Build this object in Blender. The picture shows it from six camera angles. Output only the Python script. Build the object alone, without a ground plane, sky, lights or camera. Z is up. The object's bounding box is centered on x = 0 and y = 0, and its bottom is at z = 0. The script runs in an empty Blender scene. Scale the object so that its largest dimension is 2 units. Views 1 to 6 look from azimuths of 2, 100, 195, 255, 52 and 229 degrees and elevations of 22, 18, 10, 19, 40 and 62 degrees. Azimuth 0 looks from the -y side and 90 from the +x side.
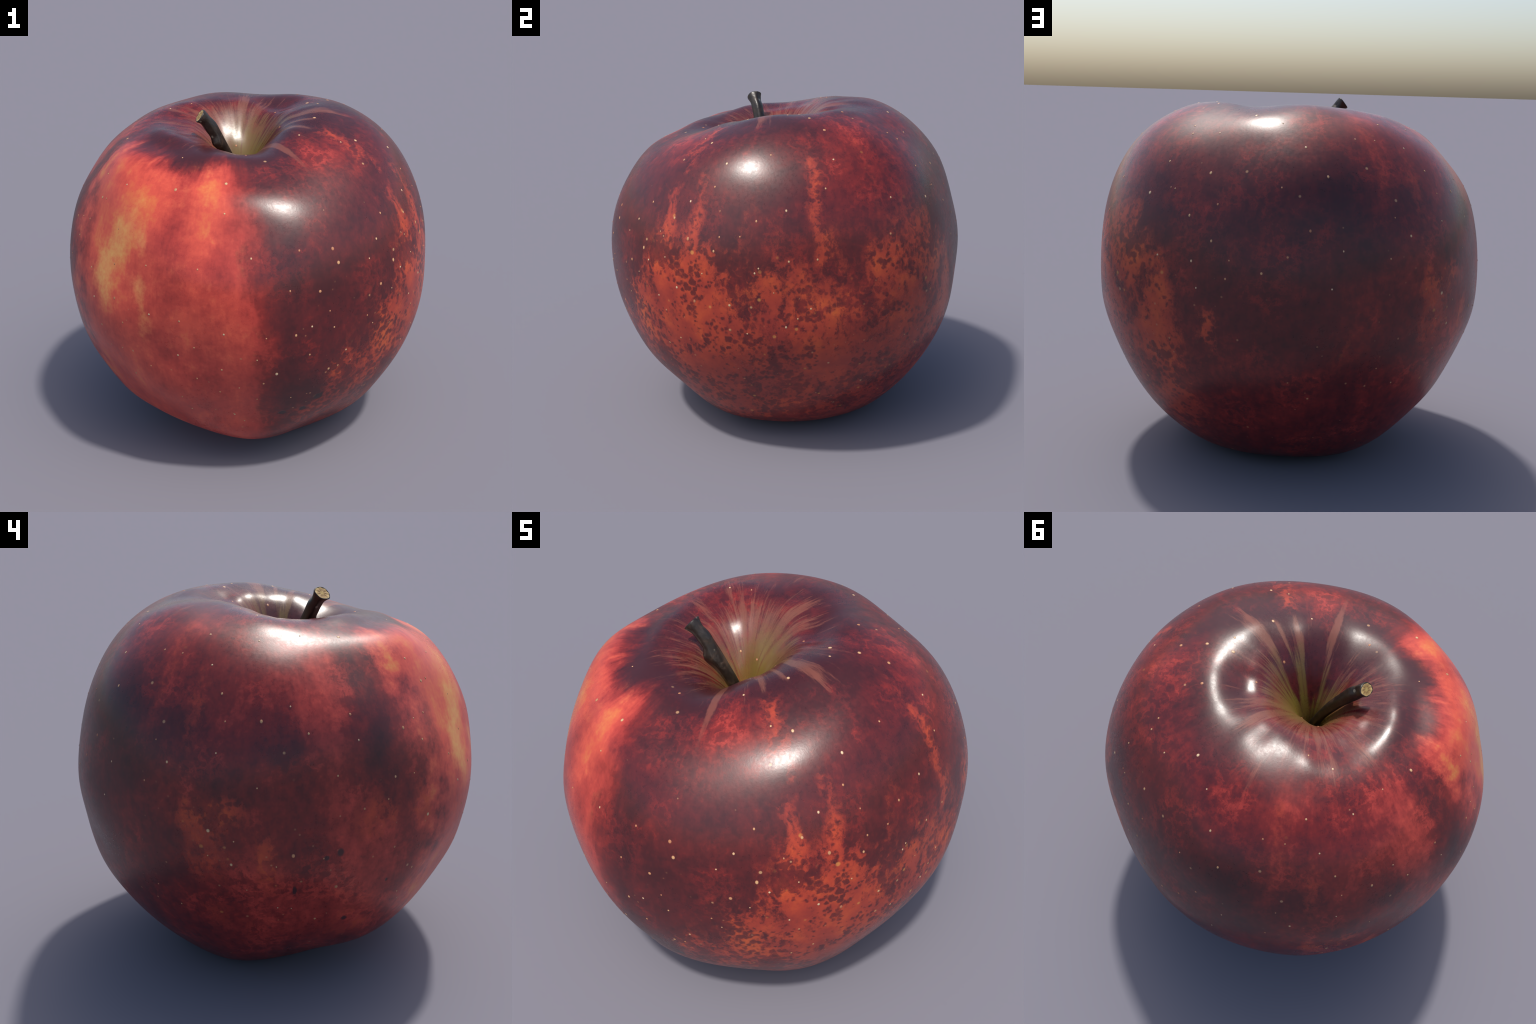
import bpy, math, random
import numpy as np
from mathutils import Vector, Matrix, Euler

random.seed(7)
rng = np.random.default_rng(7)

# ---------------------------------------------------------------- fruit shape
# The apple is a star-shaped solid about CORE.  For each polar angle (degrees
# from the stem pole) one row: mean radius, then the (cos, sin) amounts of the
# 1- to 6-fold lobes round the axis.  A cubic spline runs through the rows.
CORE = np.array([-0.03, -0.02, 0.85])
PROFILE = [
    (0, 0.3067, 0, 0, 0, 0, 0, 0, 0, 0, 0, 0, 0, 0, 0, 0, 0, 0),
    (4, 0.5325, -0.0122, 0.0824, -0.0129, -0.0063, 0.0034, -0.0064, 0.0006, 0.0005, -0.0003, 0.0001, 0, -0.0001, 0.0001, 0, 0, 0.0001),
    (8, 0.6556, -0.0178, 0.0938, -0.0022, -0.0014, 0.0042, -0.008, -0.0011, 0.0004, -0.0003, -0.0003, 0.0003, -0.0001, 0, 0.0002, -0.0001, 0),
    (12, 0.7582, -0.0175, 0.0901, 0.0129, 0.0032, 0.0059, -0.0112, -0.0036, -0.0003, -0.0006, 0.0004, 0.0004, 0.0005, -0.0002, -0.0002, -0.0001, -0.0004),
    (16, 0.8482, -0.0024, 0.0818, 0.0211, 0.0029, 0.014, -0.0161, -0.0035, 0.0011, -0.0015, 0.0035, 0.0004, 0.0027, 0.0002, 0.0004, 0.0006, -0.0009),
    (20, 0.8991, 0.007, 0.0685, 0.0195, -0.0033, 0.0211, -0.0162, -0.0028, -0.0011, -0.0026, 0.0034, -0.0011, 0.0049, -0.0012, 0.0023, 0.0009, -0.0007),
    (25, 0.9539, 0.0134, 0.0648, 0.02, 0.0045, 0.0158, -0.0098, -0.0051, -0.0004, -0.0012, 0.0005, -0.0008, 0.0016, 0.0031, 0.0009, 0.0017, 0.0007),
    (31, 0.9944, 0.0195, 0.0638, 0.0127, 0.0036, 0.0124, 0.0024, 0.0007, 0.0003, -0.0033, -0.001, -0.0022, 0, 0.0027, 0.001, -0.0004, 0.0007),
    (38, 1.027, 0.0225, 0.0585, 0.013, 0.0065, 0.0134, -0.0015, -0.0036, 0.0048, 0.0019, -0.0002, -0.0031, -0.0021, 0.0014, 0.0004, 0.0027, -0.0007),
    (47, 1.047, 0.032, 0.0468, 0.0068, 0.0055, 0.0113, 0.0057, -0.0048, 0.0043, 0.0014, -0.0013, -0.0032, -0.0064, 0.0023, 0.001, 0.0008, -0.0004),
    (58, 1.041, 0.0383, 0.0435, 0.0028, -0.0013, 0.0039, 0.0091, -0.0032, 0.0062, -0.0035, -0.001, 0.0017, -0.0039, 0.0026, -0.0021, -0.0014, 0.003),
    (70, 1.022, 0.0371, 0.0354, -0.0015, -0.0059, 0.0003, 0.0129, -0.0039, 0.004, -0.0007, -0.0073, -0.002, -0.002, 0.004, -0.003, 0.0005, 0.0019),
    (83, 0.9973, 0.0327, 0.033, -0.0063, -0.0032, -0.0006, 0.0063, -0.0083, 0.0031, 0, -0.007, -0.0031, -0.0067, 0.0021, -0.0026, 0.0033, 0.0051),
    (96, 0.9761, 0.0354, 0.0338, 0.0007, 0.0014, -0.0037, 0.0039, -0.0044, 0.0032, 0.0035, -0.0026, -0.0007, -0.0046, -0.0022, 0.0002, -0.0004, 0.0025),
    (109, 0.9586, 0.0332, 0.0343, -0.0075, 0.0002, -0.0035, -0.0011, -0.0047, -0.0007, -0.0012, -0.005, 0.001, 0.0008, 0.0006, -0.0055, -0.0021, 0.0043),
    (122, 0.95, 0.0263, 0.0299, -0.0051, -0.0007, -0.0037, 0.0035, -0.0044, 0.0002, -0.001, -0.0067, 0.0003, -0.0017, 0.0003, -0.002, -0.0025, 0.0015),
    (135, 0.9504, 0.0309, 0.03, -0.0057, -0.0029, 0.0003, 0.0066, 0.0052, 0.001, 0.0036, -0.0101, -0.0061, 0.0003, -0.0011, -0.0028, 0.0002, 0.0036),
    (148, 0.9187, 0.0376, 0.0552, 0.0092, -0.0248, -0.0086, 0.0001, -0.0034, 0.0052, 0.0036, -0.0014, 0.0014, -0.0006, -0.0019, -0.0012, -0.0007, 0.001),
    (160, 0.8696, 0.0085, 0.0081, 0.0216, -0.0058, 0.0018, 0.0055, -0.0007, 0.0005, -0.0005, 0, 0, 0, 0.0002, 0, 0.0001, 0.0001),
    (170, 0.7978, 0.0026, 0.0007, -0.0004, 0.0002, 0, -0.0002, 0, 0, 0, 0, 0, 0, 0, 0, 0, 0),
    (180, 0.7403, 0, 0, 0, 0, 0, 0, 0, 0, 0, 0, 0, 0, 0, 0, 0, 0),
]
TH = np.array([p[0] for p in PROFILE], float)
CO = np.array([p[1:] for p in PROFILE], float)
LOBES = (CO.shape[1] - 1) // 2


def spline_matrix(x):
    n = len(x)
    h = np.diff(x)
    a = np.zeros((n, n))
    b = np.zeros((n, n))
    a[0, :2] = [1, -1]
    a[-1, -2:] = [-1, 1]
    for i in range(1, n - 1):
        a[i, i - 1], a[i, i], a[i, i + 1] = h[i - 1], 2 * (h[i - 1] + h[i]), h[i]
        b[i, i - 1], b[i, i], b[i, i + 1] = 6 / h[i - 1], -6 / h[i - 1] - 6 / h[i], 6 / h[i]
    return np.linalg.solve(a, b)


BEND = spline_matrix(TH) @ CO


def radius(t, p):
    """radius for polar angle t and azimuth p, both in degrees"""
    t = np.atleast_1d(np.asarray(t, float))
    p = np.radians(np.atleast_1d(np.asarray(p, float)))
    j = np.clip(np.searchsorted(TH, t) - 1, 0, len(TH) - 2)
    h = TH[j + 1] - TH[j]
    a = (TH[j + 1] - t) / h
    b = 1 - a
    c = (a[:, None] * CO[j] + b[:, None] * CO[j + 1]
         + ((a ** 3 - a) * h * h / 6)[:, None] * BEND[j] + ((b ** 3 - b) * h * h / 6)[:, None] * BEND[j + 1])
    r = c[:, 0].copy()
    for m in range(1, LOBES + 1):
        r += c[:, 2 * m - 1] * np.cos(m * p) + c[:, 2 * m] * np.sin(m * p)
    r -= 0.13 * np.exp(-((180 - t) / 6.0) ** 2)                       # calyx basin
    # faint flutes that run down into the stem hollow
    flute = sum(np.cos(m * p + q) for m, q in ((7, 0.4), (12, 2.1), (17, 4.0), (23, 1.0)))
    r += 0.0007 * flute * np.exp(-((t - 19) / 9.0) ** 2)
    return r


def direction(t, p):
    t, p = np.radians(t), np.radians(p)
    return np.stack([np.sin(t) * np.cos(p), np.sin(t) * np.sin(p), np.cos(t) + 0 * p], -1)


def surface(t, p):
    t, p = np.broadcast_arrays(np.atleast_1d(t).astype(float), np.atleast_1d(p).astype(float))
    return CORE + direction(t, p) * radius(t, p)[:, None]


def surface_normal(t, p):
    e = 0.3
    d = surface(t + e, p) - surface(t - e, p)
    f = surface(t, p + e) - surface(t, p - e)
    n = np.cross(d, f)[0]
    n /= np.linalg.norm(n)
    return n if n @ direction(t, p) > 0 else -n


def new_mesh(name, verts, faces, smooth=True):
    me = bpy.data.meshes.new(name)
    me.from_pydata([tuple(v) for v in verts], [], faces)
    me.validate()
    if smooth:
        me.polygons.foreach_set("use_smooth", [True] * len(me.polygons))
    me.update()
    return me


def add_object(name, mesh, parent=None, mat=None):
    ob = bpy.data.objects.new(name, mesh)
    bpy.context.scene.collection.objects.link(ob)
    if parent is not None:
        ob.parent = parent
    if mat is not None and mesh is not None and not mesh.materials:
        mesh.materials.append(mat)
    return ob


# ---------------------------------------------------------------- node helper
class Graph:
    def __init__(self, name):
        self.mat = bpy.data.materials.new(name)
        self.mat.use_nodes = True
        self.t = self.mat.node_tree
        self.t.nodes.clear()

    def node(self, kind, **props):
        n = self.t.nodes.new(kind)
        for k, v in props.items():
            setattr(n, k, v)
        return n

    def put(self, sock, v):
        if isinstance(v, bpy.types.NodeSocket):
            self.t.links.new(v, sock)
        elif v is not None:
            sock.default_value = v

    def math(self, op, a, b=None, c=None, clamp=False):
        n = self.node("ShaderNodeMath", operation=op, use_clamp=clamp)
        for i, v in enumerate((a, b, c)):
            self.put(n.inputs[i], v)
        return n.outputs[0]

    def vmath(self, op, a, b=None, scale=None):
        n = self.node("ShaderNodeVectorMath", operation=op)
        self.put(n.inputs[0], a)
        if b is not None:
            self.put(n.inputs[1], b)
        if scale is not None:
            self.put(n.inputs["Scale"], scale)
        return n.outputs["Value"] if op in ("LENGTH", "DOT_PRODUCT", "DISTANCE") else n.outputs[0]

    def smooth(self, v, lo, hi, a=0.0, b=1.0):
        n = self.node("ShaderNodeMapRange", interpolation_type="SMOOTHSTEP")
        self.put(n.inputs["Value"], v)
        for k, x in (("From Min", lo), ("From Max", hi), ("To Min", a), ("To Max", b)):
            self.put(n.inputs[k], x)
        return n.outputs["Result"]

    def noise(self, vec, scale, detail=3.0, rough=0.5, distort=0.0, color=False):
        n = self.node("ShaderNodeTexNoise")
        self.put(n.inputs["Vector"], vec)
        n.inputs["Scale"].default_value = scale
        n.inputs["Detail"].default_value = detail
        n.inputs["Roughness"].default_value = rough
        n.inputs["Distortion"].default_value = distort
        return n.outputs["Color" if color else "Fac"]

    def ramp(self, fac, stops):
        n = self.node("ShaderNodeValToRGB")
        e = n.color_ramp.elements
        while len(e) < len(stops):
            e.new(0.5)
        for x, (pos, col) in zip(e, stops):
            x.position = pos
            x.color = (*col, 1)
        self.put(n.inputs[0], fac)
        return n.outputs[0]

    def mix(self, fac, a, b):
        n = self.node("ShaderNodeMix", data_type="RGBA")
        self.put(n.inputs[0], fac)
        for i, v in ((6, a), (7, b)):
            self.put(n.inputs[i], (*v, 1) if isinstance(v, tuple) else v)
        return n.outputs[2]

    def combine(self, x, y, z):
        n = self.node("ShaderNodeCombineXYZ")
        for i, v in enumerate((x, y, z)):
            self.put(n.inputs[i], v)
        return n.outputs[0]

    def finish(self, color, rough, bump=None, bump_strength=0.2, bump_distance=0.01, spec=0.5, coat=0.0, coat_rough=0.1):
        b = self.node("ShaderNodeBsdfPrincipled")
        self.put(b.inputs["Base Color"], (*color, 1) if isinstance(color, tuple) else color)
        self.put(b.inputs["Roughness"], rough)
        self.put(b.inputs["Specular IOR Level"], spec)
        self.put(b.inputs["Coat Weight"], coat)
        self.put(b.inputs["Coat Roughness"], coat_rough)
        if bump is not None:
            n = self.node("ShaderNodeBump")
            n.inputs["Strength"].default_value = bump_strength
            n.inputs["Distance"].default_value = bump_distance
            self.put(n.inputs["Height"], bump)
            self.put(b.inputs["Normal"], n.outputs[0])
        o = self.node("ShaderNodeOutputMaterial")
        self.t.links.new(b.outputs[0], o.inputs[0])
        return self.mat


# ---------------------------------------------------------------- apple skin
# Patches of the skin: (polar angle, azimuth, half height, half width, amount),
# angles in degrees of arc.  Amounts add to the redness of the skin.
BLUSH = [
    # bright strip and warm glow on the sunlit cheek
    (46, 262, 6, 5, 0.13), (54, 260, 10, 4.5, 0.08), (44, 238, 10, 10, 0.04), (50, 237, 8, 8, 0.05),
    (60, 232, 8, 9, 0.12), (72, 224, 14, 10, 0.14), (84, 230, 9, 9, 0.08), (38, 238, 6, 14, 0.05),
    (84, 256, 8, 8, 0.12), (88, 270, 14, 6, 0.05), (70, 252, 10, 6, -0.06), (95, 234, 12, 5, 0.06), (105, 240, 8, 8, 0.04),
    (67, 265, 8, 5, -0.08), (92, 248, 7, 6, -0.09), (101, 259, 6, 6, -0.09), (90, 212, 10, 6, -0.10), (47, 250, 8, 3, -0.07), (112, 262, 6, 5, -0.05),
    # soft red clouds elsewhere
    (36, 319, 6, 9, 0.12), (33, 311, 5, 9, 0.08), (42, 312, 6, 10, 0.06), (62, 298, 8, 7, 0.09), (44, 330, 7, 7, 0.02), (43, 32, 8, 8, 0.10), (47, 42, 8, 7, 0.06),
    (40, 20, 6, 16, 0.03), (44, 340, 6, 12, 0.03), (45, 172, 6, 14, 0.09), (54, 174, 8, 8, 0.07), (32, 128, 6, 18, 0.12), (41, 126, 8, 9, 0.08),
    (50, 155, 8, 8, 0.07), (40, 208, 9, 10, 0.09), (55, 201, 9, 5, 0.07), (70, 178, 11, 8, 0.08), (90, 186, 14, 16, 0.13), (108, 185, 14, 22, 0.12),
    (33, 176, 5, 14, 0.05), (58, 97, 9, 8, 0.03), (45, 95, 8, 10, 0.03), (96, 154, 12, 14, 0.09), (118, 160, 16, 24, 0.09), (76, 160, 8, 8, 0.06), (80, 205, 16, 6, 0.06),
    (62, 180, 30, 34, 0.06), (100, 180, 30, 40, 0.04), (100, 205, 30, 8, 0.07), (120, 210, 24, 14, 0.08), (125, 330, 30, 40, 0.05), (110, 20, 30, 50, 0.04), (125, 100, 20, 40, 0.05),
    # dark clouds
    (72, 300, 8, 8, -0.07), (57, 314, 6, 6, -0.06), (71, 287, 8, 5, -0.07), (54, 302, 9, 6, -0.03), (85, 286, 18, 5, -0.05), (106, 287, 12, 5, -0.04),
    (58, 92, 8, 7, -0.04), (63, 108, 8, 12, -0.06), (52, 118, 6, 7, -0.05), (63, 138, 8, 8, -0.08), (64, 62, 8, 8, -0.06),
    (74, 122, 7, 7, -0.04), (86, 104, 16, 18, -0.04), (53, 119, 8, 5, -0.04), (62, 114, 8, 5, -0.04),
    (63, 166, 7, 5, -0.11), (61, 193, 10, 5, -0.14), (74, 190, 12, 5, -0.11), (45, 186, 4.5, 4, -0.15), (98, 131, 10, 7, -0.04), (74, 150, 8, 9, -0.08),
    (75, 205, 14, 3.5, -0.08), (55, 211, 10, 4, -0.08), (44, 8, 7, 10, -0.03), (62, 20, 10, 12, -0.03), (94, 170, 7, 6, -0.05), (110, 200, 8, 6, -0.05),
    (28, 345, 4, 30, -0.05), (27, 60, 4, 40, -0.05), (28, 265, 5, 22, -0.11), (28, 225, 5, 24, -0.10), (30, 292, 4, 8, -0.07), (27, 190, 3.5, 24, -0.10),
]
# the yellow ground colour breaking through the blush
YELLOW = [
    (58, 236, 4.5, 4.5, 0.24), (62, 231, 5, 5.5, 0.42), (67, 226, 6, 6, 0.48), (74, 223, 7, 6, 0.60), (80, 226, 6, 7, 0.34), (70, 232, 7, 6, 0.10),
    (63, 240, 4, 2, 0.32), (76, 240, 5, 2.5, 0.42), (82, 242, 5, 2, 0.30), (88, 243, 6, 3, 0.2), (48, 261, 5, 4, 0.15),
]
# where the orange net shows through: same layout, amounts widen the net
NET = [
    (77, 342, 13, 8, 0.42), (90, 344, 12, 10, 0.24), (86, 331, 10, 4, 0.26), (66, 331, 9, 3, 0.11), (63, 343, 11, 2.6, 0.11), (50, 343, 6, 2.2, 0.12),
    (59, 19, 11, 2.0, 0.17), (48, 19, 4, 3, 0.14), (70, 21, 5, 5, 0.16), (76, 37, 5, 6, 0.36), (87, 23, 8, 7, 0.22), (82, 8, 6, 9, 0.14), (101, 22, 9, 12, 0.22), (102, 356, 10, 10, 0.14),
    (90, 42, 12, 8, 0.10), (77, 58, 8, 6, 0.30), (84, 66, 9, 5, 0.26), (99, 66, 10, 7, 0.34), (94, 81, 7, 3, 0.30), (115, 68, 10, 8, 0.28), (62, 82, 8, 4, 0.09),
    (110, 340, 14, 16, 0.14), (112, 308, 10, 14, 0.20), (95, 320, 14, 6, 0.20), (124, 295, 9, 14, 0.22), (100, 302, 10, 6, 0.16), (42, 335, 5, 3, 0.09), (35, 332, 4, 4, 0.15), (48, 330, 7, 3, 0.11),
    (58, 355, 9, 10, 0.07), (55, 32, 9, 10, 0.07), (44, 38, 5, 2, 0.15), (66, 50, 10, 8, 0.09), (52, 5, 8, 8, 0.06), (55, 330, 10, 6, 0.07), (56, 70, 12, 8, 0.07),
    (44, 129, 6, 4, 0.13), (55, 140, 8, 3, 0.11), (60, 141, 7, 4, 0.07), (82, 146, 7, 11, 0.36), (92, 160, 8, 5, 0.38), (93, 145, 8, 6, 0.34), (101, 160, 6, 6, 0.16), (81, 153, 8, 5, 0.14),
    (85, 187, 9, 12, 0.30), (95, 138, 7, 5, 0.14), (111, 141, 6, 7, 0.24), (118, 184, 9, 14, 0.24), (118, 152, 9, 10, 0.16), (43, 128, 4, 3, 0.05), (70, 92, 14, 12, 0.10), (62, 72, 9, 6, 0.07),
    (84, 204, 14, 6, 0.26), (68, 212, 12, 4, 0.18), (105, 205, 10, 8, 0.22), (48, 174, 6, 4, 0.05), (75, 176, 5, 4, 0.16), (100, 95, 14, 14, 0.10), (110, 120, 14, 16, 0.10), (96, 118, 10, 10, 0.08),
]
# green-brown rays climbing out of the stem hollow (+) and red tongues running into it (-)
RAYS = [
    (31, 303, 12, 1.3, 0.85), (25, 0, 8, 2.2, 0.55), (20, 331, 7, 1.2, 0.45), (22, 345, 5, 1.0, 0.4), (24, 150, 8, 2.2, 0.35), (20, 86, 8, 2, 0.30), (22, 250, 8, 5, 0.15),
    (14, 352, 6, 2.2, -0.8), (16, 314, 7, 3.2, -0.9), (22, 290, 6, 2.4, -0.4), (23, 40, 7, 4, -0.3), (22, 110, 6, 3, -0.3), (28, 175, 7, 1.6, 0.35), (28, 110, 7, 1.6, 0.3), (27, 240, 7, 1.6, 0.25), (34, 4, 7, 1.2, 0.25),
]
# small dark scars and insect pits
SCARS = [(103, 166, 1.5, 0.6), (92, 178, 1.1, 0.9), (93.2, 174.3, 0.7, 0.8), (112, 296.5, 1.1, 1.6), (117, 292, 0.7, 1.1), (118, 285, 0.6, 1.3), (117, 182, 0.5, 0.9), (104, 193, 0.5, 0.4)]


def skin_material():
    g = Graph("apple_skin")
    pos = g.node("ShaderNodeTexCoord").outputs["Object"]
    v = g.vmath("SUBTRACT", pos, tuple(CORE))
    d = g.vmath("NORMALIZE", v)
    sep = g.node("ShaderNodeSeparateXYZ")
    g.put(sep.inputs[0], d)
    dx, dy, dz = sep.outputs
    theta = g.math("MULTIPLY", g.math("ARCCOSINE", dz), 180 / math.pi)
    phi = g.math("MULTIPLY", g.math("ARCTAN2", dy, dx), 180 / math.pi)
    ring = g.vmath("NORMALIZE", g.combine(dx, dy, 0.0))
    rs = g.node("ShaderNodeSeparateXYZ")
    g.put(rs.inputs[0], ring)

    def fibre_space(across, along):
        """coordinates stretched along the meridians, converging on the stem"""
        return g.combine(g.math("MULTIPLY", rs.outputs[0], across), g.math("MULTIPLY", rs.outputs[1], across), g.math("MULTIPLY", theta, along))

    fibre = g.noise(fibre_space(14.0, 0.075), 1.0, 5.0, 0.62)
    fibre_fine = g.noise(fibre_space(42.0, 0.22), 1.0, 3.0, 0.6)
    cloud = g.noise(pos, 2.6, 4.0, 0.55)
    mottle = g.noise(pos, 9.0, 6.0, 0.65)
    grain = g.noise(pos, 55.0, 3.0, 0.6)

    warp = g.vmath("SUBTRACT", g.noise(pos, 5.0, 5.0, 0.65, color=True), (0.5, 0.5, 0.5))
    dw = g.vmath("ADD", d, g.vmath("SCALE", warp, scale=0.16))

    def patches(table, acc, src, lo=1.0, hi=0.05):
        base = src
        for k, (t, p, wt, wp, amount) in enumerate(table):
            if k and k % 6 == 0:
                # a negligible tie to the running sum keeps the shader evaluating in order
                src = g.vmath("ADD", base, g.vmath("SCALE", base, scale=g.math("MULTIPLY", acc, 1e-6)))
            n = Vector(direction(t, p))
            east = Vector((-math.sin(math.radians(p)), math.cos(math.radians(p)), 0))
            south = n.cross(east) * -1
            basis = Matrix((east, south, n)).transposed()
            m = g.node("ShaderNodeMapping", vector_type="TEXTURE")
            g.put(m.inputs["Vector"], src)
            m.inputs["Location"].default_value = n
            m.inputs["Rotation"].default_value = basis.to_euler("XYZ")
            m.inputs["Scale"].default_value = (math.radians(wp) * 1.35, math.radians(wt) * 1.35, 0.6)
            mask = g.smooth(g.vmath("LENGTH", m.outputs[0]), lo, hi)
            acc = g.math("MULTIPLY_ADD", mask, amount, acc)
        return acc

    # redness: 0 almost black, 0.5 crimson, 1 yellow
    red = g.math("MULTIPLY_ADD", g.math("SUBTRACT", cloud, 0.5), 0.26, 0.28)
    red = g.math("MULTIPLY_ADD", g.math("SUBTRACT", fibre, 0.5), 0.14, red)
    red = g.math("MULTIPLY_ADD", g.math("SUBTRACT", mottle, 0.5), 0.36, red)
    red = g.math("MULTIPLY_ADD", g.math("SUBTRACT", grain, 0.5), 0.12, red)
    red = g.math("MULTIPLY_ADD", g.math("SUBTRACT", fibre_fine, 0.5), 0.14, red)
    # the light cheek is a sector between two meridians: crisp on one side, soft on the other
    pw = g.math("MULTIPLY_ADD", g.math("SUBTRACT", mottle, 0.5), 26.0, phi)
    pw = g.math("MULTIPLY_ADD", g.math("SUBTRACT", cloud, 0.5), 22.0, pw)
    bend = g.math("MULTIPLY", g.smooth(theta, 40.0, 82.0), 6.0)
    pw = g.math("SUBTRACT", pw, bend)
    sector = g.math("MULTIPLY", g.smooth(pw, -166.0, -148.0), g.smooth(pw, -79.0, -94.0))
    tw = g.math("MULTIPLY_ADD", g.math("SUBTRACT", fibre, 0.5), 9.0, theta)
    tw = g.math("MULTIPLY_ADD", g.math("SUBTRACT", cloud, 0.5), 16.0, tw)
    sector = g.math("MULTIPLY", sector, g.smooth(tw, 28.0, 43.0))
    red = g.math("MULTIPLY_ADD", sector, 0.36, red)
    back = g.math("ABSOLUTE", g.math("WRAP", g.math("SUBTRACT", phi, 172.0), 180.0, -180.0))
    red = g.math("MULTIPLY_ADD", g.smooth(back, 60.0, 30.0), 0.07, red)
    front = g.math("ABSOLUTE", g.math("WRAP", g.math("SUBTRACT", phi, 322.0), 180.0, -180.0))
    red = g.math("MULTIPLY_ADD", g.smooth(front, 58.0, 34.0), -0.06, red)
    red = patches(BLUSH, red, dw)
    lace = g.noise(g.vmath("ADD", pos, g.vmath("SCALE", warp, scale=0.10)), 15.0, 5.0, 0.65)
    lace = g.math("SUBTRACT", 1.0, g.math("MULTIPLY", g.math("ABSOLUTE", g.math("SUBTRACT", lace, 0.5)), 9.0))
    lace = g.math("MULTIPLY", g.smooth(lace, 0.2, 1.0), g.smooth(g.noise(pos, 4.0, 3.0, 0.5), 0.42, 0.62))
    lace = g.math("MULTIPLY", lace, g.math("MULTIPLY_ADD", sector, -0.8, 1.0))
    blotch = g.math("SUBTRACT", g.noise(g.vmath("ADD", pos, g.vmath("SCALE", warp, scale=0.05)), 21.0, 5.0, 0.7), 0.5)
    red = g.math("MULTIPLY_ADD", g.math("MULTIPLY", blotch, g.math("MULTIPLY_ADD", sector, -0.6, 1.0)), 0.34, red)
    red = g.math("MULTIPLY_ADD", lace, 0.13, red)
    rim = g.math("MULTIPLY", g.smooth(tw, 14.0, 22.0), g.smooth(tw, 40.0, 30.0))
    red = g.math("MULTIPLY_ADD", rim, -0.11, red)
    red = g.math("SMOOTH_MAX", red, 0.13, 0.12)
    color = g.ramp(red, [
        (0.00, (0.026, 0.008, 0.010)), (0.15, (0.052, 0.009, 0.011)), (0.30, (0.100, 0.012, 0.013)), (0.44, (0.190, 0.018, 0.015)),
        (0.60, (0.390, 0.042, 0.030)), (0.75, (0.570, 0.076, 0.045)), (0.89, (0.620, 0.160, 0.050)), (1.00, (0.560, 0.270, 0.080))])

    gold = patches(YELLOW, g.math("MULTIPLY", g.math("SUBTRACT", mottle, 0.5), 0.9), dw)
    gold = g.math("MULTIPLY_ADD", g.math("SUBTRACT", fibre, 0.5), 0.5, gold)
    gold = g.math("MULTIPLY_ADD", g.math("SUBTRACT", grain, 0.5), 0.3, gold)
    gold = g.math("MULTIPLY", g.smooth(gold, 0.02, 1.05), g.smooth(sector, 0.1, 0.7))
    gold_col = g.ramp(g.math("MULTIPLY_ADD", g.math("SUBTRACT", grain, 0.5), 0.8, mottle), [(0.3, (0.66, 0.28, 0.085)), (0.7, (0.64, 0.38, 0.115))])
    color = g.mix(g.math("MULTIPLY", gold, 0.88), color, gold_col)

    # orange net: ridges of a vertically stretched noise that swell and merge
    stretched = g.vmath("MULTIPLY", pos, (1.0, 1.0, 0.62))
    stretched = g.vmath("ADD", stretched, g.vmath("SCALE", warp, scale=0.08))
    fray = g.vmath("SUBTRACT", g.noise(pos, 30.0, 4.0, 0.7, color=True), (0.5, 0.5, 0.5))
    stretched = g.vmath("ADD", stretched, g.vmath("SCALE", fray, scale=0.035))
    n1 = g.noise(stretched, 6.0, 8.0, 0.70)
    ridge = g.math("SUBTRACT", 1.0, g.math("MULTIPLY", g.math("ABSOLUTE", g.math("SUBTRACT", n1, 0.5)), 8.0))
    n2 = g.noise(stretched, 17.0, 5.0, 0.65)
    ridge2 = g.math("SUBTRACT", 1.0, g.math("MULTIPLY", g.math("ABSOLUTE", g.math("SUBTRACT", n2, 0.5)), 7.0))
    tn = g.math("MULTIPLY_ADD", g.math("SUBTRACT", g.noise(g.vmath("MULTIPLY", pos, (1.0, 1.0, 0.35)), 3.2, 4.0, 0.6), 0.5), 75.0, theta)
    width = g.math("MULTIPLY", g.smooth(tn, 54.0, 96.0), 0.34)
    pn = g.math("WRAP", g.math("SUBTRACT", phi, 12.0), 180.0, -180.0)
    width = g.math("MULTIPLY", width, g.smooth(g.math("ABSOLUTE", pn), 82.0, 36.0))
    width = patches(NET, width, dw)
    net = g.math("MULTIPLY_ADD", ridge2, 0.45, g.math("MULTIPLY", ridge, 0.45))
    net = g.math("ADD", net, g.math("MULTIPLY", width, 1.65))
    net = g.smooth(net, 0.60, 1.28)
    net = g.math("MULTIPLY", net, g.smooth(width, 0.02, 0.24))
    # dark freckles that gather and merge in clusters over the net
    fpos = g.vmath("ADD", pos, g.vmath("SCALE", g.vmath("SUBTRACT", g.noise(pos, 22.0, 4.0, 0.65, color=True), (0.5, 0.5, 0.5)), scale=0.05))
    cells = g.node("ShaderNodeTexVoronoi")
    g.put(cells.inputs["Vector"], fpos)
    cells.inputs["Scale"].default_value = 34.0
    clu = g.noise(pos, 5.0, 4.0, 0.6)
    low = g.math("MULTIPLY", g.smooth(theta, 85.0, 130.0), 0.10)
    reach = g.math("ADD", g.math("MULTIPLY", g.math("SUBTRACT", clu, 0.5), 2.8), g.math("ADD", low, 0.36))
    freckle = g.smooth(g.math("SUBTRACT", reach, cells.outputs["Distance"]), -0.16, 0.20)
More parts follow.
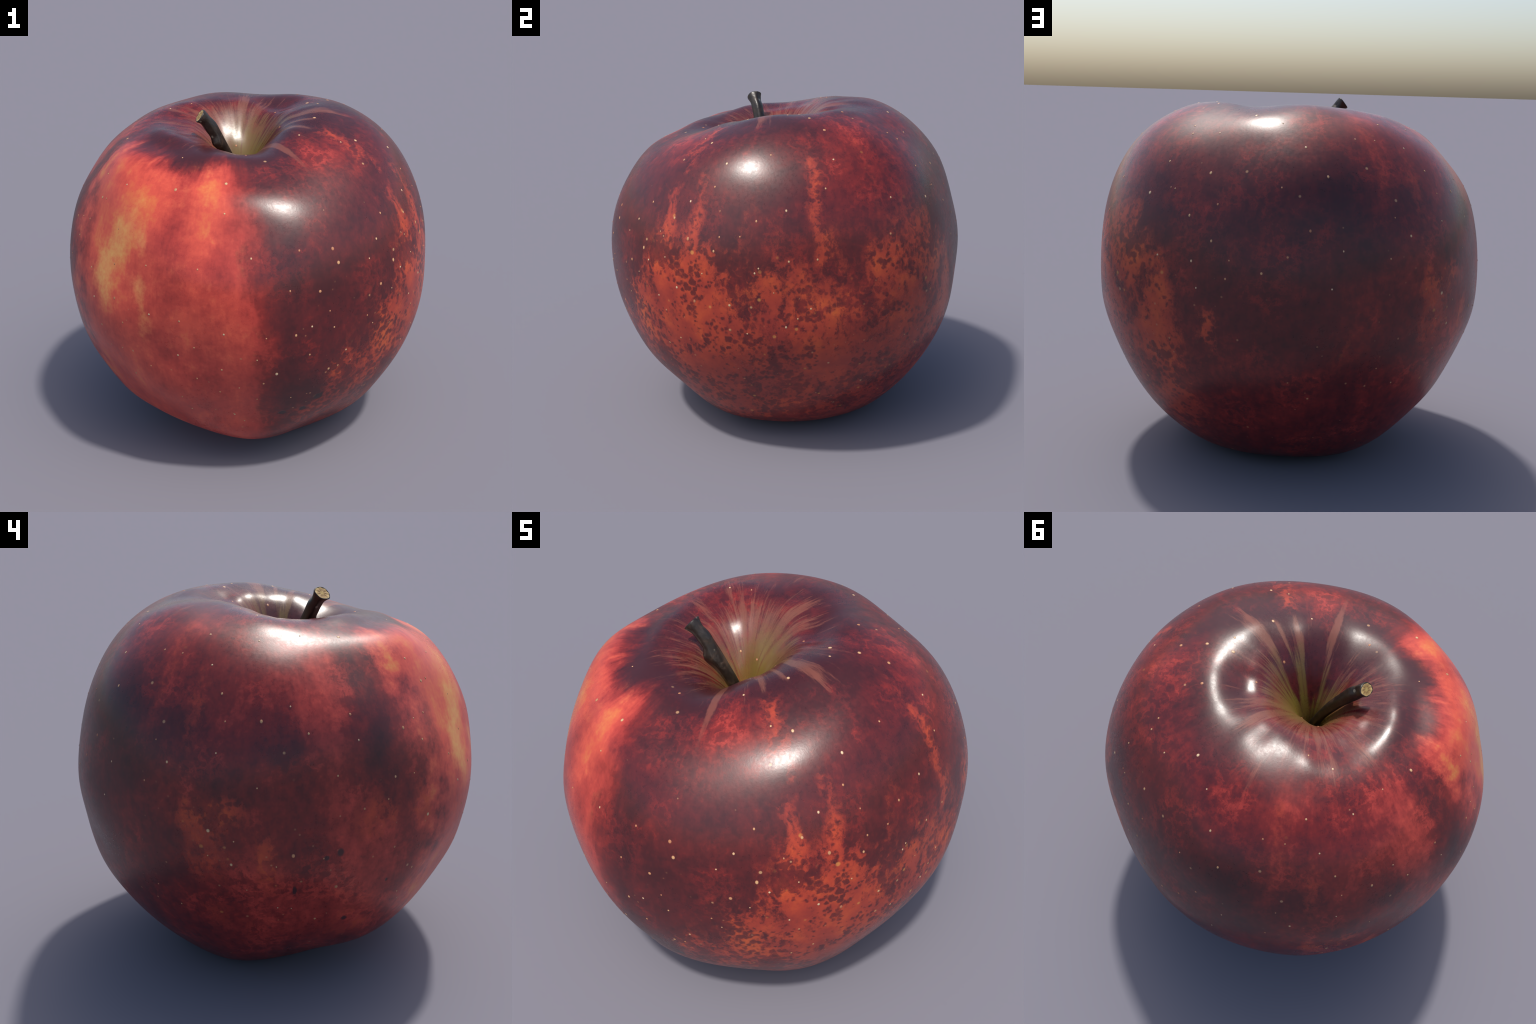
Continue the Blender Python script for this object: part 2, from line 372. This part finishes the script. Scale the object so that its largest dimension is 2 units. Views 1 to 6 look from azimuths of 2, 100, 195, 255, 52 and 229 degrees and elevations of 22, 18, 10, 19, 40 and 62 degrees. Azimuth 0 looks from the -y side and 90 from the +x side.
    net = g.math("MULTIPLY", net, g.math("MULTIPLY_ADD", freckle, -0.86, 1.0))
    warm = g.math("ADD", g.math("MULTIPLY", width, 0.55), g.math("MULTIPLY", g.math("SUBTRACT", mottle, 0.5), 1.0))
    warm = g.math("MULTIPLY_ADD", g.math("SUBTRACT", cloud, 0.5), 1.1, warm)
    warm = g.math("SUBTRACT", warm, g.math("MULTIPLY", g.smooth(theta, 90.0, 125.0), 0.18))
    orange = g.ramp(warm, [(0.0, (0.300, 0.034, 0.021)), (0.20, (0.410, 0.050, 0.022)), (0.42, (0.530, 0.082, 0.023)), (0.72, (0.66, 0.145, 0.028))])
    color = g.mix(g.math("MULTIPLY", net, 0.86), color, orange)

    # stem hollow: olive floor that frays outwards into rays
    rayn = g.noise(fibre_space(8.0, 0.030), 1.0, 7.0, 0.78)
    depth = g.ramp(g.math("DIVIDE", theta, 50.0), [(0.0, (0.95, 0.95, 0.95)), (0.16, (0.92, 0.92, 0.92)), (0.28, (0.72, 0.72, 0.72)), (0.40, (0.47, 0.47, 0.47)), (0.54, (0.30, 0.30, 0.30)), (0.76, (0, 0, 0))])
    ray = g.math("MULTIPLY_ADD", g.math("SUBTRACT", rayn, 0.5), 2.2, depth)
    dray = g.vmath("ADD", d, g.vmath("SCALE", warp, scale=0.03))
    ray = patches(RAYS, ray, dray)
    edge = g.math("MULTIPLY_ADD", g.math("SUBTRACT", fibre_fine, 0.5), 0.9, ray)
    ray_mask = g.math("MULTIPLY", g.smooth(edge, 0.42, 0.86), g.smooth(theta, 48.0, 30.0))
    green_side = g.vmath("DOT_PRODUCT", ring, (math.cos(math.radians(-35)), math.sin(math.radians(-35)), 0.0))
    tone = g.math("MULTIPLY_ADD", g.math("SUBTRACT", mottle, 0.5), 10.0, theta)
    tone = g.math("MULTIPLY_ADD", green_side, -4.0, tone)
    ray_col = g.ramp(g.math("DIVIDE", tone, 40.0), [
        (0.0, (0.130, 0.090, 0.020)), (0.12, (0.175, 0.140, 0.024)), (0.26, (0.165, 0.100, 0.034)), (0.40, (0.175, 0.066, 0.042)), (0.9, (0.220, 0.055, 0.038))])
    color = g.mix(g.math("MULTIPLY", ray_mask, 0.80), color, ray_col)

    # pale pores between the raised lenticels: fine ones below, larger tan ones in the net
    def pores(scale, size, soft, amount, tint, where):
        n = g.node("ShaderNodeTexVoronoi")
        g.put(n.inputs["Vector"], pos)
        n.inputs["Scale"].default_value = scale
        pick = g.node("ShaderNodeSeparateXYZ")
        g.put(pick.inputs[0], n.outputs["Color"])
        big = g.math("MULTIPLY_ADD", pick.outputs[0], size, size * 0.45)
        m = g.smooth(g.math("SUBTRACT", n.outputs["Distance"], big), soft, -soft)
        return g.mix(g.math("MULTIPLY", g.math("MULTIPLY", m, amount), where), color, tint)

    color = pores(15.0, 0.060, 0.030, 0.60, (0.44, 0.21, 0.10), g.smooth(theta, 60.0, 105.0))
    color = pores(11.0, 0.080, 0.040, 0.60, (0.56, 0.24, 0.06), g.smooth(width, 0.08, 0.30))
    color = pores(8.0, 0.040, 0.020, 0.70, (0.50, 0.28, 0.14), g.smooth(theta, 20.0, 35.0))

    scar = 0.0
    for t, p, wt, wp in SCARS:
        n = Vector(direction(t, p))
        east = Vector((-math.sin(math.radians(p)), math.cos(math.radians(p)), 0))
        basis = Matrix((east, n.cross(east) * -1, n)).transposed()
        m = g.node("ShaderNodeMapping", vector_type="TEXTURE")
        g.put(m.inputs["Vector"], g.vmath("ADD", d, g.vmath("SCALE", warp, scale=0.015)))
        m.inputs["Location"].default_value = n
        m.inputs["Rotation"].default_value = basis.to_euler("XYZ")
        m.inputs["Scale"].default_value = (math.radians(wp) * 1.3, math.radians(wt) * 1.3, 0.3)
        scar = g.math("MAXIMUM", scar, g.smooth(g.vmath("LENGTH", m.outputs[0]), 1.0, 0.45))
    color = g.mix(g.math("MULTIPLY", scar, 0.85), color, (0.018, 0.014, 0.016))

    sheen = g.noise(pos, 2.2, 3.0, 0.5)
    rough = g.math("MULTIPLY_ADD", g.math("SUBTRACT", sheen, 0.5), 0.40, 0.33)
    rough = g.math("MULTIPLY_ADD", g.math("SUBTRACT", grain, 0.5), 0.20, rough)
    rough = g.math("MULTIPLY_ADD", g.smooth(theta, 34.0, 16.0), -0.06, rough)
    bump = g.math("ADD", g.math("MULTIPLY", g.noise(pos, 95.0, 5.0, 0.7), 1.0), g.math("MULTIPLY", scar, -2.0))
    return g.finish(color, rough, bump, 0.20, 0.0013)


def lenticel_material():
    g = Graph("lenticel_cork")
    rnd = g.node("ShaderNodeObjectInfo").outputs["Random"]
    core = g.ramp(rnd, [(0.0, (0.42, 0.17, 0.08)), (0.35, (0.50, 0.26, 0.12)), (0.7, (0.56, 0.35, 0.17)), (1.0, (0.62, 0.48, 0.30))])
    r = g.vmath("LENGTH", g.vmath("MULTIPLY", g.node("ShaderNodeTexCoord").outputs["Object"], (1.0, 1.0, 0.0)))
    col = g.mix(g.smooth(r, 0.45, 1.0), core, (0.28, 0.09, 0.045))
    return g.finish(col, 0.45)


def stem_material():
    g = Graph("stem_bark")
    pos = g.node("ShaderNodeTexCoord").outputs["Object"]
    n = g.noise(pos, 22.0, 5.0, 0.65)
    col = g.ramp(n, [(0.3, (0.008, 0.006, 0.005)), (0.55, (0.020, 0.013, 0.009)), (0.75, (0.062, 0.035, 0.021))])
    spots = g.node("ShaderNodeTexVoronoi")
    g.put(spots.inputs["Vector"], pos)
    spots.inputs["Scale"].default_value = 16.0
    col = g.mix(g.smooth(spots.outputs["Distance"], 0.16, 0.08), col, (0.17, 0.15, 0.11))
    return g.finish(col, g.math("MULTIPLY_ADD", n, 0.3, 0.2), g.noise(pos, 40.0, 4.0, 0.6), 0.35, 0.006)


def wood_material():
    g = Graph("cut_wood")
    uv = g.node("ShaderNodeTexCoord").outputs["Object"]
    r = g.vmath("LENGTH", g.vmath("ADD", uv, g.vmath("SCALE", g.vmath("SUBTRACT", g.noise(uv, 30.0, 4.0, 0.6, color=True), (0.5, 0.5, 0.5)), scale=0.008)))
    col = g.ramp(g.math("DIVIDE", r, 0.042), [(0.0, (0.50, 0.38, 0.12)), (0.16, (0.42, 0.28, 0.09)), (0.36, (0.26, 0.15, 0.05)), (0.58, (0.40, 0.25, 0.09)), (0.80, (0.56, 0.39, 0.16)), (0.94, (0.22, 0.14, 0.06))])
    return g.finish(col, 0.6, g.noise(uv, 60.0, 4.0, 0.6), 0.4, 0.004)


def sepal_material():
    g = Graph("dry_sepal")
    pos = g.node("ShaderNodeTexCoord").outputs["Object"]
    col = g.ramp(g.noise(pos, 30.0, 4.0, 0.6), [(0.3, (0.05, 0.03, 0.018)), (0.7, (0.15, 0.09, 0.045))])
    return g.finish(col, 0.8)


# ---------------------------------------------------------------- build
apple = bpy.data.objects.new("apple", None)
bpy.context.scene.collection.objects.link(apple)
apple["label"] = "dark red apple with yellow blush, orange net and a dark stem"
apple["category"] = "apple"

# fruit: rings of vertices from the stem pole to the calyx pole
rings = np.concatenate([np.linspace(0, 45, 91)[1:], np.linspace(45, 165, 161)[1:], np.linspace(165, 180, 31)[1:-1]])
N = 288
azim = np.arange(N) * 360.0 / N
tt, pp = np.meshgrid(rings, azim, indexing="ij")
body = surface(tt.ravel(), pp.ravel())
verts = np.vstack([surface(0, 0), body, surface(180, 0)])
faces = [(0, 1 + k, 1 + (k + 1) % N) for k in range(N)]
for i in range(len(rings) - 1):
    a = 1 + i * N
    faces += [(a + k, a + N + k, a + N + (k + 1) % N, a + (k + 1) % N) for k in range(N)]
last = 1 + (len(rings) - 1) * N
end = len(verts) - 1
faces += [(last + k, end, last + (k + 1) % N) for k in range(N)]
fruit = add_object("fruit", new_mesh("fruit", verts, faces), apple, skin_material())

# lenticels: low corky domes where the skin pores stand out
LENTICELS = [
    (47.5, 226.0), (46.9, 210.9), (53.4, 214.1), (61.6, 204.5), (59.8, 228.4), (69.9, 229.2), (73.9, 217.7), (67.9, 242.6),
    (82.2, 220.8), (79.8, 231.0), (81.9, 244.2), (82.5, 254.0), (86.7, 234.2), (90.3, 224.2), (90.9, 257.8), (85.3, 267.1),
    (45.7, 247.6), (33.5, 241.5), (43.0, 267.6), (52.3, 267.6), (67.3, 259.9), (64.5, 275.5), (94.5, 252.2), (98.0, 265.7),
    (93.6, 276.1), (105.1, 270.6), (107.4, 264.4), (102.9, 278.0), (110.4, 276.1), (119.1, 268.3), (122.2, 271.7), (116.9, 261.7),
    (117.7, 252.9), (100.4, 242.0), (106.1, 234.0), (96.3, 231.7), (102.5, 257.5), (111.3, 251.0), (86.5, 278.7), (84.7, 291.6),
    (86.5, 298.6), (95.3, 303.3), (93.5, 291.1), (100.5, 297.9), (100.3, 301.1), (99.0, 281.7), (110.2, 286.9), (86.1, 310.2),
    (89.3, 312.6), (76.3, 325.0), (80.9, 320.1), (78.2, 315.5), (64.8, 300.0), (63.7, 289.6), (73.8, 285.7), (65.8, 316.7),
    (70.1, 312.2), (81.3, 297.2), (75.2, 294.4), (68.7, 301.1), (59.9, 322.1), (86.5, 286.9), (53.8, 347.2), (58.1, 339.1),
    (63.1, 334.0), (67.5, 329.0), (68.2, 340.3), (74.3, 332.2), (60.2, 350.2), (67.0, 350.7), (70.8, 349.1), (62.7, 1.6),
    (66.7, 356.9), (77.2, 345.5), (85.5, 342.7), (82.3, 336.8), (85.6, 353.5), (47.2, 349.8), (74.9, 2.1), (76.2, 1.0),
    (73.2, 10.5), (73.1, 18.4), (81.7, 6.1), (86.6, 16.2), (91.7, 9.2), (89.3, 12.5), (94.0, 358.2), (93.2, 353.2),
    (90.2, 331.9), (98.7, 335.9), (102.0, 330.2), (86.0, 329.5), (60.3, 10.3), (45.0, 5.8), (30.9, 25.8), (37.7, 28.8),
    (48.0, 27.2), (55.5, 22.5), (41.8, 60.2), (69.2, 40.1), (60.2, 42.8), (53.7, 61.3), (60.2, 67.1), (62.4, 58.9),
    (60.1, 65.6), (55.0, 77.0), (58.2, 99.3), (62.7, 81.7), (66.1, 73.8), (71.6, 81.4), (77.0, 76.1), (75.9, 86.9),
    (78.4, 95.5), (80.4, 86.2), (83.5, 78.0), (76.8, 65.7), (74.3, 101.7), (47.3, 105.6), (68.0, 107.1), (72.6, 115.5),
    (81.6, 112.7), (69.4, 134.6), (74.6, 128.1), (64.8, 130.4), (66.2, 147.3), (55.2, 111.9), (55.1, 166.3), (57.8, 183.2),
    (64.1, 184.4), (61.5, 170.8), (63.2, 199.3), (61.0, 209.8), (67.3, 205.8), (74.9, 200.5), (74.5, 194.1), (79.8, 191.6),
    (53.2, 217.1), (71.9, 177.8), (81.1, 184.6), (73.8, 157.4), (44.0, 130.5), (43.9, 122.9), (46.0, 142.2), (37.6, 137.1),
    (52.7, 147.1), (59.0, 148.9), (58.6, 158.4), (37.8, 156.1), (87.4, 205.6), (93.1, 173.6), (91.5, 165.8), (94.4, 161.5),
    (93.8, 194.1), (103.0, 202.4), (110.5, 198.9), (103.2, 177.6), (115.8, 172.5), (109.6, 161.3), (110.5, 165.2), (84.5, 145.4),
    (91.4, 144.6), (87.1, 151.4), (93.7, 150.3), (104.0, 127.1), (109.4, 133.3), (101.9, 153.5), (44.6, 62.7), (43.3, 73.6),
    (35.7, 84.3), (39.5, 97.0), (29.2, 50.1), (24.4, 24.4), (25.1, 346.6), (15.2, 355.9), (17.1, 40.8), (39.2, 337.6),
    (36.9, 330.4), (25.9, 151.3), (22.0, 136.4), (36.1, 189.6), (35.1, 172.5), (73.3, 322.1), (9.0, 156.5), (5.7, 102.1),
    (26.6, 319.7), (26.0, 15.2), (28.4, 277.8),
]


def dome_mesh(name, sides=12):
    v = [(0, 0, 1.0)]
    f = []
    for r, z in ((0.45, 0.85), (0.8, 0.45), (1.0, -0.35)):
        v += [(r * math.cos(2 * math.pi * k / sides), r * math.sin(2 * math.pi * k / sides), z) for k in range(sides)]
    f += [(0, 1 + k, 1 + (k + 1) % sides) for k in range(sides)]
    for j in range(2):
        a = 1 + j * sides
        f += [(a + k, a + sides + k, a + sides + (k + 1) % sides, a + (k + 1) % sides) for k in range(sides)]
    return new_mesh(name, v, f)


dome = dome_mesh("lenticel")
dome.materials.append(lenticel_material())
for t, p in LENTICELS:
    n = surface_normal(t, p)
    size = random.uniform(0.0036, 0.0060) * random.choice((1.0, 1.0, 1.45)) * (0.8 if t > 105 else 1.0)
    z = Vector(n)
    east = Vector((-math.sin(math.radians(p)), math.cos(math.radians(p)), 0))
    south = z.cross(east).normalized()
    east = south.cross(z)
    m = Matrix((east * size, south * size * random.uniform(1.0, 1.35), z * 0.0016)).transposed().to_4x4()
    m.translation = Vector(surface(t, p)[0])
    ob = add_object("lenticel", dome, fruit)
    ob.matrix_local = m


# stem: a bent, knobbly stalk that flares to its slanting cut end
def bezier(u, a, b, c, d):
    return (1 - u) ** 3 * a + 3 * u * (1 - u) ** 2 * b + 3 * u * u * (1 - u) * c + u ** 3 * d


STALK = [Vector(p) for p in ((-0.036, -0.031, 1.30), (0.030, -0.050, 1.345), (-0.158, -0.158, 1.735), (-0.2105, -0.184, 1.7765))]
CUT_NORMAL = Vector((-0.72, -0.22, 0.62)).normalized()
CUT_LONG = Vector((0.10, 0.86, 0.45))
CUT_LONG = (CUT_LONG - CUT_NORMAL * CUT_LONG.dot(CUT_NORMAL)).normalized()
CUT_SHORT = CUT_NORMAL.cross(CUT_LONG)
STEM_R = [(0.0, 0.030), (0.15, 0.0235), (0.4, 0.0245), (0.6, 0.0285), (0.76, 0.0315), (0.88, 0.030), (0.95, 0.0335), (1.0, 0.037)]
SIDES, STEPS = 40, 72
sv, sf = [], []
for i in range(STEPS + 1):
    u = i / STEPS
    c = bezier(u, *STALK)
    tang = (bezier(min(u + 0.01, 1), *STALK) - bezier(max(u - 0.01, 0), *STALK)).normalized()
    e1 = (CUT_LONG - tang * CUT_LONG.dot(tang)).normalized()
    e2 = tang.cross(e1)
    k = max(0.0, (u - 0.86) / 0.14)
    k = k * k * (3 - 2 * k)
    r0 = float(np.interp(u, [s[0] for s in STEM_R], [s[1] for s in STEM_R]))
    spur_dir = Vector((-0.030, -0.058, -0.01)).normalized()
    for j in range(SIDES):
        a = 2 * math.pi * j / SIDES
        out = e1 * math.cos(a) + e2 * math.sin(a)
        r = r0 * (1 + 0.05 * math.sin(3 * a + 5 * u) + 0.04 * math.sin(5 * a - 9 * u + 1) + 0.03 * math.sin(2 * a + 21 * u))
        near = math.exp(-((1 - out.dot(spur_dir)) / 0.20) ** 1.0)
        du = u - 0.665
        along = math.exp(-(du / (0.035 if du > 0 else 0.075)) ** 2)
        r += 0.030 * near * along
        r += 0.006 * math.exp(-((1 - out.dot(-spur_dir)) / 0.4)) * math.exp(-((u - 0.80) / 0.05) ** 2)
        p = c + out * r
        q = STALK[3] + CUT_LONG * math.cos(a) * 0.0425 * (1 + 0.05 * math.sin(3 * a)) + CUT_SHORT * math.sin(a) * 0.0330 * (1 + 0.05 * math.cos(4 * a))
        q -= CUT_NORMAL * (1 - u) * 0.11
        sv.append(p.lerp(q, k))
for i in range(STEPS):
    a = i * SIDES
    sf += [(a + j, a + (j + 1) % SIDES, a + SIDES + (j + 1) % SIDES, a + SIDES + j) for j in range(SIDES)]
# rounded lip, then a shallow rim turning in to the cut
top = [sv[STEPS * SIDES + j] for j in range(SIDES)]
for shrink, lift in ((0.96, 0.0022), (0.90, 0.0030), (0.84, 0.0012)):
    base = len(sv)
    sv += [STALK[3] + (p - STALK[3]) * shrink + CUT_NORMAL * lift for p in top]
    a = base - SIDES
    sf += [(a + j, a + (j + 1) % SIDES, base + (j + 1) % SIDES, base + j) for j in range(SIDES)]
stem = add_object("stem", new_mesh("stem", sv, sf), apple, stem_material())

# cut face of the stem: a slightly domed oval of pale wood, in its own frame
cv, cf = [(0, 0, 0.0022)], []
loc = [((p - STALK[3]).dot(CUT_LONG), (p - STALK[3]).dot(CUT_SHORT)) for p in top]
for s, h in ((0.3, 0.0004), (0.6, 0.0016), (0.89, 0.0018)):
    cv += [(x * s, y * s, h + 0.0007 * math.sin(5 * j)) for j, (x, y) in enumerate(loc)]
cf += [(0, 1 + j, 1 + (j + 1) % SIDES) for j in range(SIDES)]
for k in range(2):
    a = 1 + k * SIDES
    cf += [(a + j, a + SIDES + j, a + SIDES + (j + 1) % SIDES, a + (j + 1) % SIDES) for j in range(SIDES)]
cut = add_object("cut_face", new_mesh("cut_face", cv, cf), stem, wood_material())
m = Matrix((CUT_LONG, CUT_SHORT, CUT_NORMAL)).transposed().to_4x4()
m.translation = STALK[3]
cut.matrix_local = m

# calyx: five dry sepals folded into the basin under the fruit
floor = Vector(surface(180, 0)[0])
calyx_core = []
cs = 14
cvv = [(floor.x, floor.y, floor.z - 0.018)]
for r, z in ((0.012, -0.016), (0.024, -0.006), (0.030, 0.006)):
    cvv += [(floor.x + r * math.cos(2 * math.pi * k / cs), floor.y + r * math.sin(2 * math.pi * k / cs), floor.z + z) for k in range(cs)]
cff = [(0, 1 + (k + 1) % cs, 1 + k) for k in range(cs)]
for j in range(2):
    a = 1 + j * cs
    cff += [(a + k, a + (k + 1) % cs, a + cs + (k + 1) % cs, a + cs + k) for k in range(cs)]
dry = sepal_material()
calyx = add_object("calyx", new_mesh("calyx", cvv, cff), apple, dry)
for k in range(5):
    a = 2 * math.pi * k / 5 + rng.uniform(-0.15, 0.15)
    o = Vector((math.cos(a), math.sin(a), 0))
    s = Vector((-math.sin(a), math.cos(a), 0))
    v, f = [], []
    for i in range(8):
        u = i / 7
        c = floor + o * (0.020 + 0.045 * math.sin(u * 1.7)) + Vector((0, 0, -0.012 - 0.045 * u * (1 - 0.35 * u)))
        w = 0.020 * (1 - u) ** 0.7 * (0.6 + 1.2 * u * (1 - u)) + 0.001
        for x in (-1, -0.5, 0, 0.5, 1):
            for th in (0.0, 0.003):
                v.append(c + s * x * w + Vector((0, 0, -0.006 * (1 - x * x))) - o * th)
    for i in range(7):
        for x in range(4):
            for th in (0, 1):
                q = [i * 10 + x * 2 + th, i * 10 + x * 2 + 2 + th, i * 10 + 12 + x * 2 + th, i * 10 + 10 + x * 2 + th]
                f.append(q if th else q[::-1])
        for x in (0, 4):
            q = [i * 10 + x * 2, i * 10 + x * 2 + 1, i * 10 + 10 + x * 2 + 1, i * 10 + 10 + x * 2]
            f.append(q if x == 0 else q[::-1])
    f += [(x * 2, x * 2 + 1, x * 2 + 3, x * 2 + 2) for x in range(4)]
    f += [(70 + x * 2 + 2, 70 + x * 2 + 3, 70 + x * 2 + 1, 70 + x * 2) for x in range(4)]
    add_object("sepal", new_mesh("sepal", v, f), calyx, dry)
